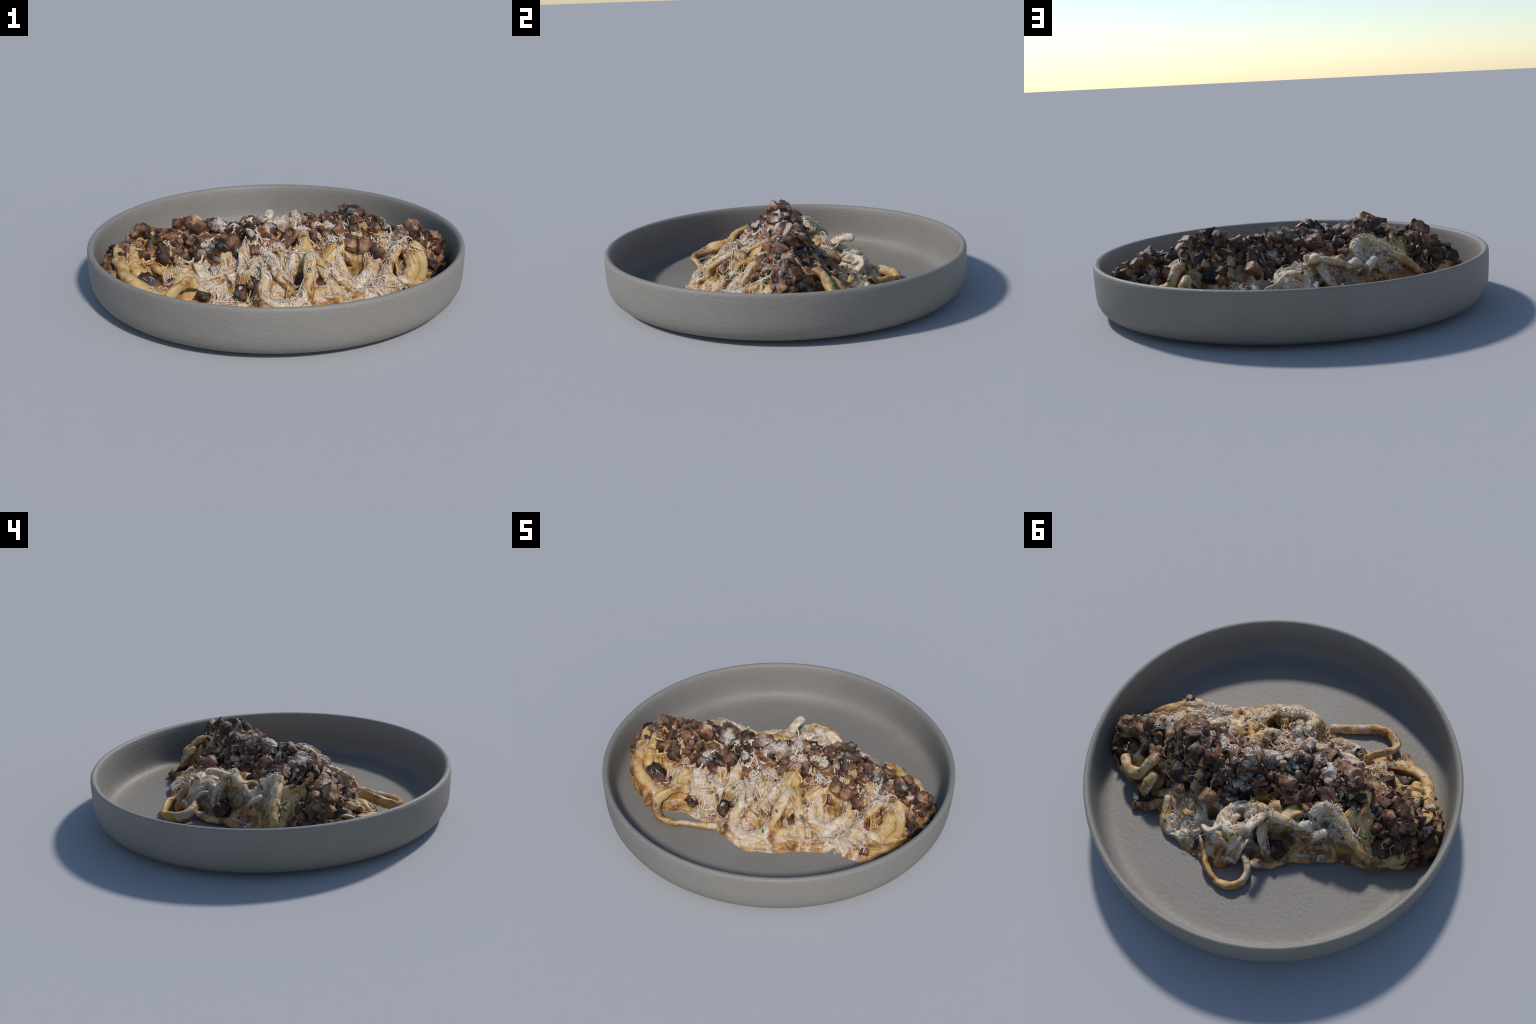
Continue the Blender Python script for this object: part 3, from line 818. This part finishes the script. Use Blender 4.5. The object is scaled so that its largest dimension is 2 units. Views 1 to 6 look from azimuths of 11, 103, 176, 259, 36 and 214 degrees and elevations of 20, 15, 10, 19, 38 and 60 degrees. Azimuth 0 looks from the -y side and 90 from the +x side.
def build_cheese(top, mat, parent):
    rng = np.random.default_rng(21)
    share = np.array([d[3] for d in DRIFTS], float)
    share /= share.sum()
    verts, faces, n = [], [], 0
    for k in range(6500):
        cx, cy, sp, _ = DRIFTS[rng.choice(len(DRIFTS), p=share)]
        x, y = rng.normal(cx, sp * 0.75), rng.normal(cy, sp * 0.75)
        if sample(ENV, x, y) < FLOOR + 0.02:
            continue
        h, curl = rng.uniform(0, 6.28), rng.normal(0, 60)
        r = rng.uniform(0.0010, 0.0023)
        step, pts = 0.0055, []
        lift = rng.uniform(0.0, 0.004)
        for i in range(rng.integers(4, 8)):
            pts.append((x, y, float(sample(top, x, y)) + r * 0.4 + lift * math.sin(i * 0.5)))
            h += curl * step + rng.normal(0, 0.35)
            x += step * math.cos(h)
            y += step * math.sin(h)
        pts = np.array(pts)
        if np.abs(np.diff(pts[:, 2])).max() > 0.026:
            continue
        for _ in range(2):
            pts[1:-1, 2] = (pts[:-2, 2] + 2 * pts[1:-1, 2] + pts[2:, 2]) / 4 + 0.0006
        v, f = tube(pts, r, sides=5, taper=0.4)
        verts.append(v)
        faces += [tuple(i + n for i in q) for q in f]
        n += len(v)
    ob = new_object("grated_cheese", np.vstack(verts), faces, mat, parent)
    ob["kind"] = "stuff"


def build_sauce_strings(top, mat, parent):
    """Sagging threads of sauce and melted cheese across the pockets."""
    rng = np.random.default_rng(33)
    verts, faces, n, made = [], [], 0, 0
    for _ in range(6000):
        if made >= 190:
            break
        if rng.random() < 0.6:
            hx, hy, hr, _d = HOLLOWS[rng.integers(len(HOLLOWS))]
            x0, y0 = hx + rng.normal(0, hr), hy + rng.normal(0, hr)
        else:
            x0, y0 = rng.uniform(-0.85, 0.85), rng.uniform(-0.5, 0.5)
        if sample(ENV, x0, y0) < 0.08:
            continue
        a, ln = rng.uniform(0, 6.28), rng.uniform(0.03, 0.07)
        x1, y1 = x0 + ln * math.cos(a), y0 + ln * math.sin(a)
        if sample(ENV, x1, y1) < 0.06:
            continue
        z0, z1 = float(sample(top, x0, y0)), float(sample(top, x1, y1))
        mid = float(sample(top, (x0 + x1) / 2, (y0 + y1) / 2))
        if (z0 + z1) / 2 - mid < 0.006 or abs(z0 - z1) > 0.09:
            continue
        r = rng.uniform(0.0022, 0.0060)
        q = np.linspace(0, 1, 9)
        sag = rng.uniform(0.1, 0.6) * ((z0 + z1) / 2 - mid)
        pts = np.stack([x0 + (x1 - x0) * q + 0.012 * vnoise(q * 3, made * 1.7, 1.0), y0 + (y1 - y0) * q + 0.012 * vnoise(q * 3, made * 1.7, 5.0),
                        z0 + (z1 - z0) * q - sag * 4 * q * (1 - q) - 0.002], 1)
        pts[:, 2] = np.maximum(pts[:, 2], FLOOR + 0.008)
        v, f = tube(pts, r, sides=6, rough=0.3, seed=made, taper=-0.9)
        verts.append(v)
        faces += [tuple(i + n for i in t) for t in f]
        n += len(v)
        made += 1
    ob = new_object("sauce_string", np.vstack(verts), faces, mat, parent)
    ob["kind"] = "stuff"


HERBS = [(-0.541, -0.234, 0.272), (-0.47, -0.27, 0.225), (0.232, -0.349, 0.205), (0.644, 0.028, 0.215), (0.72, 0.05, 0.24), (-0.821, 0.006, 0.182),
         (-0.79, 0.035, 0.15), (0.613, 0.374, 0.225), (0.57, 0.49, 0.078), (-0.19, 0.53, 0.092), (0.29, -0.17, 0.22), (-0.09, -0.31, 0.22),
         (0.12, -0.18, 0.28), (0.06, -0.2, 0.27), (-0.5, -0.25, 0.22), (-0.42, -0.5, 0.165), (0.45, 0.02, 0.22), (-0.6, 0.06, 0.2), (-0.02, 0.42, 0.23),
         (0.2, -0.43, 0.12), (0.33, -0.25, 0.15), (-0.34, 0.12, 0.25), (0.3, 0.36, 0.22), (-0.5, 0.0, 0.28)]


def build_herbs(top, mat, parent):
    rng = np.random.default_rng(8)
    for x, y, z in HERBS:
        z = float(sample(top, x, y)) + 0.001
        e = 0.012
        nx = -(float(sample(top, x + e, y)) - float(sample(top, x - e, y))) / (2 * e)
        ny = -(float(sample(top, x, y + e)) - float(sample(top, x, y - e))) / (2 * e)
        rot = Vector((nx, ny, 1)).normalized().to_track_quat("Z", "Y").to_matrix()
        n, size = 11, rng.uniform(0.009, 0.017)
        out = [size * (0.75 + 0.35 * rng.random()) for _ in range(n)]
        verts = []
        for lvl in (0.0025, -0.0025):
            for k in range(n):
                a = 2 * math.pi * k / n
                verts.append(Vector((out[k] * math.cos(a), 0.7 * out[k] * math.sin(a), lvl + 0.002 * math.sin(2 * a))))
        verts += [Vector((0, 0, 0.004)), Vector((0, 0, -0.004))]
        faces = []
        for k in range(n):
            k2 = (k + 1) % n
            faces += [(2 * n, k, k2), (2 * n + 1, n + k2, n + k), (k, n + k, n + k2, k2)]
        spin = Matrix.Rotation(rng.uniform(0, 6.28), 3, "Z")
        new_object("parsley_fleck", [rot @ (spin @ v) + Vector((x, y, z)) for v in verts], faces, mat, parent)


# ------------------------------------------------------------------ assembly
def main():
    bowl = build_bowl(stoneware_material())
    bowl["label"] = "shallow round grey stoneware bowl with a low wall"
    bowl["category"] = "bowl"

    heap = bpy.data.objects.new("mushroom_pasta", None)
    heap.empty_display_size = 0.1
    bpy.context.scene.collection.objects.link(heap)
    heap["label"] = "long heap of creamy pasta with browned mushrooms and grated cheese"
    heap["category"] = "pasta dish"

    noodle_mats = [pasta_material("sauced_noodle", s, c) for s, c in ((0.0, 0.0), (0.05, 0.06), (-0.05, -0.08))]
    bed_mat = pasta_material("cheesy_sauce", -0.05, -0.03)

    noodles = [(r, curve_points(p)) for r, p in KEY_NOODLES]
    keyed = len(noodles)
    noodles += wandering_noodles(105)
    for i, (r, path) in enumerate(noodles):
        if i in (0, 14):      # the two loops stand on edge like bands
            v, f = tube(path, r * 0.95, sides=16, flat=1.6, rough=0.36, seed=i * 1.7, taper=0.1, twist=0.3)
        elif i < keyed:
            v, f = tube(path, r * 1.08, sides=14, flat=0.72, rough=0.26, seed=i * 1.7, taper=0.12, twist=0.7)
        else:
            v, f = tube(path, r * 1.35, sides=16, flat=0.45, rough=0.34, seed=i * 1.7, taper=0.3, twist=1.1)
        new_object("noodle", v, f, noodle_mats[i % 3], heap)

    mushroom_mat = mushroom_material()
    mushrooms = place_mushrooms(heap, mushroom_mat)
    place_crumbs(heap, mushroom_mat)
    core = build_sauce_bed(noodles, mushrooms, bed_mat, heap)
    top = top_map(core, noodles, mushrooms)
    build_cheese(top, cheese_material(), heap)
    build_sauce_strings(top, pasta_material("melted_cheese_sauce", 0.06, 0.16), heap)
    build_herbs(top, herb_material(), heap)


main()
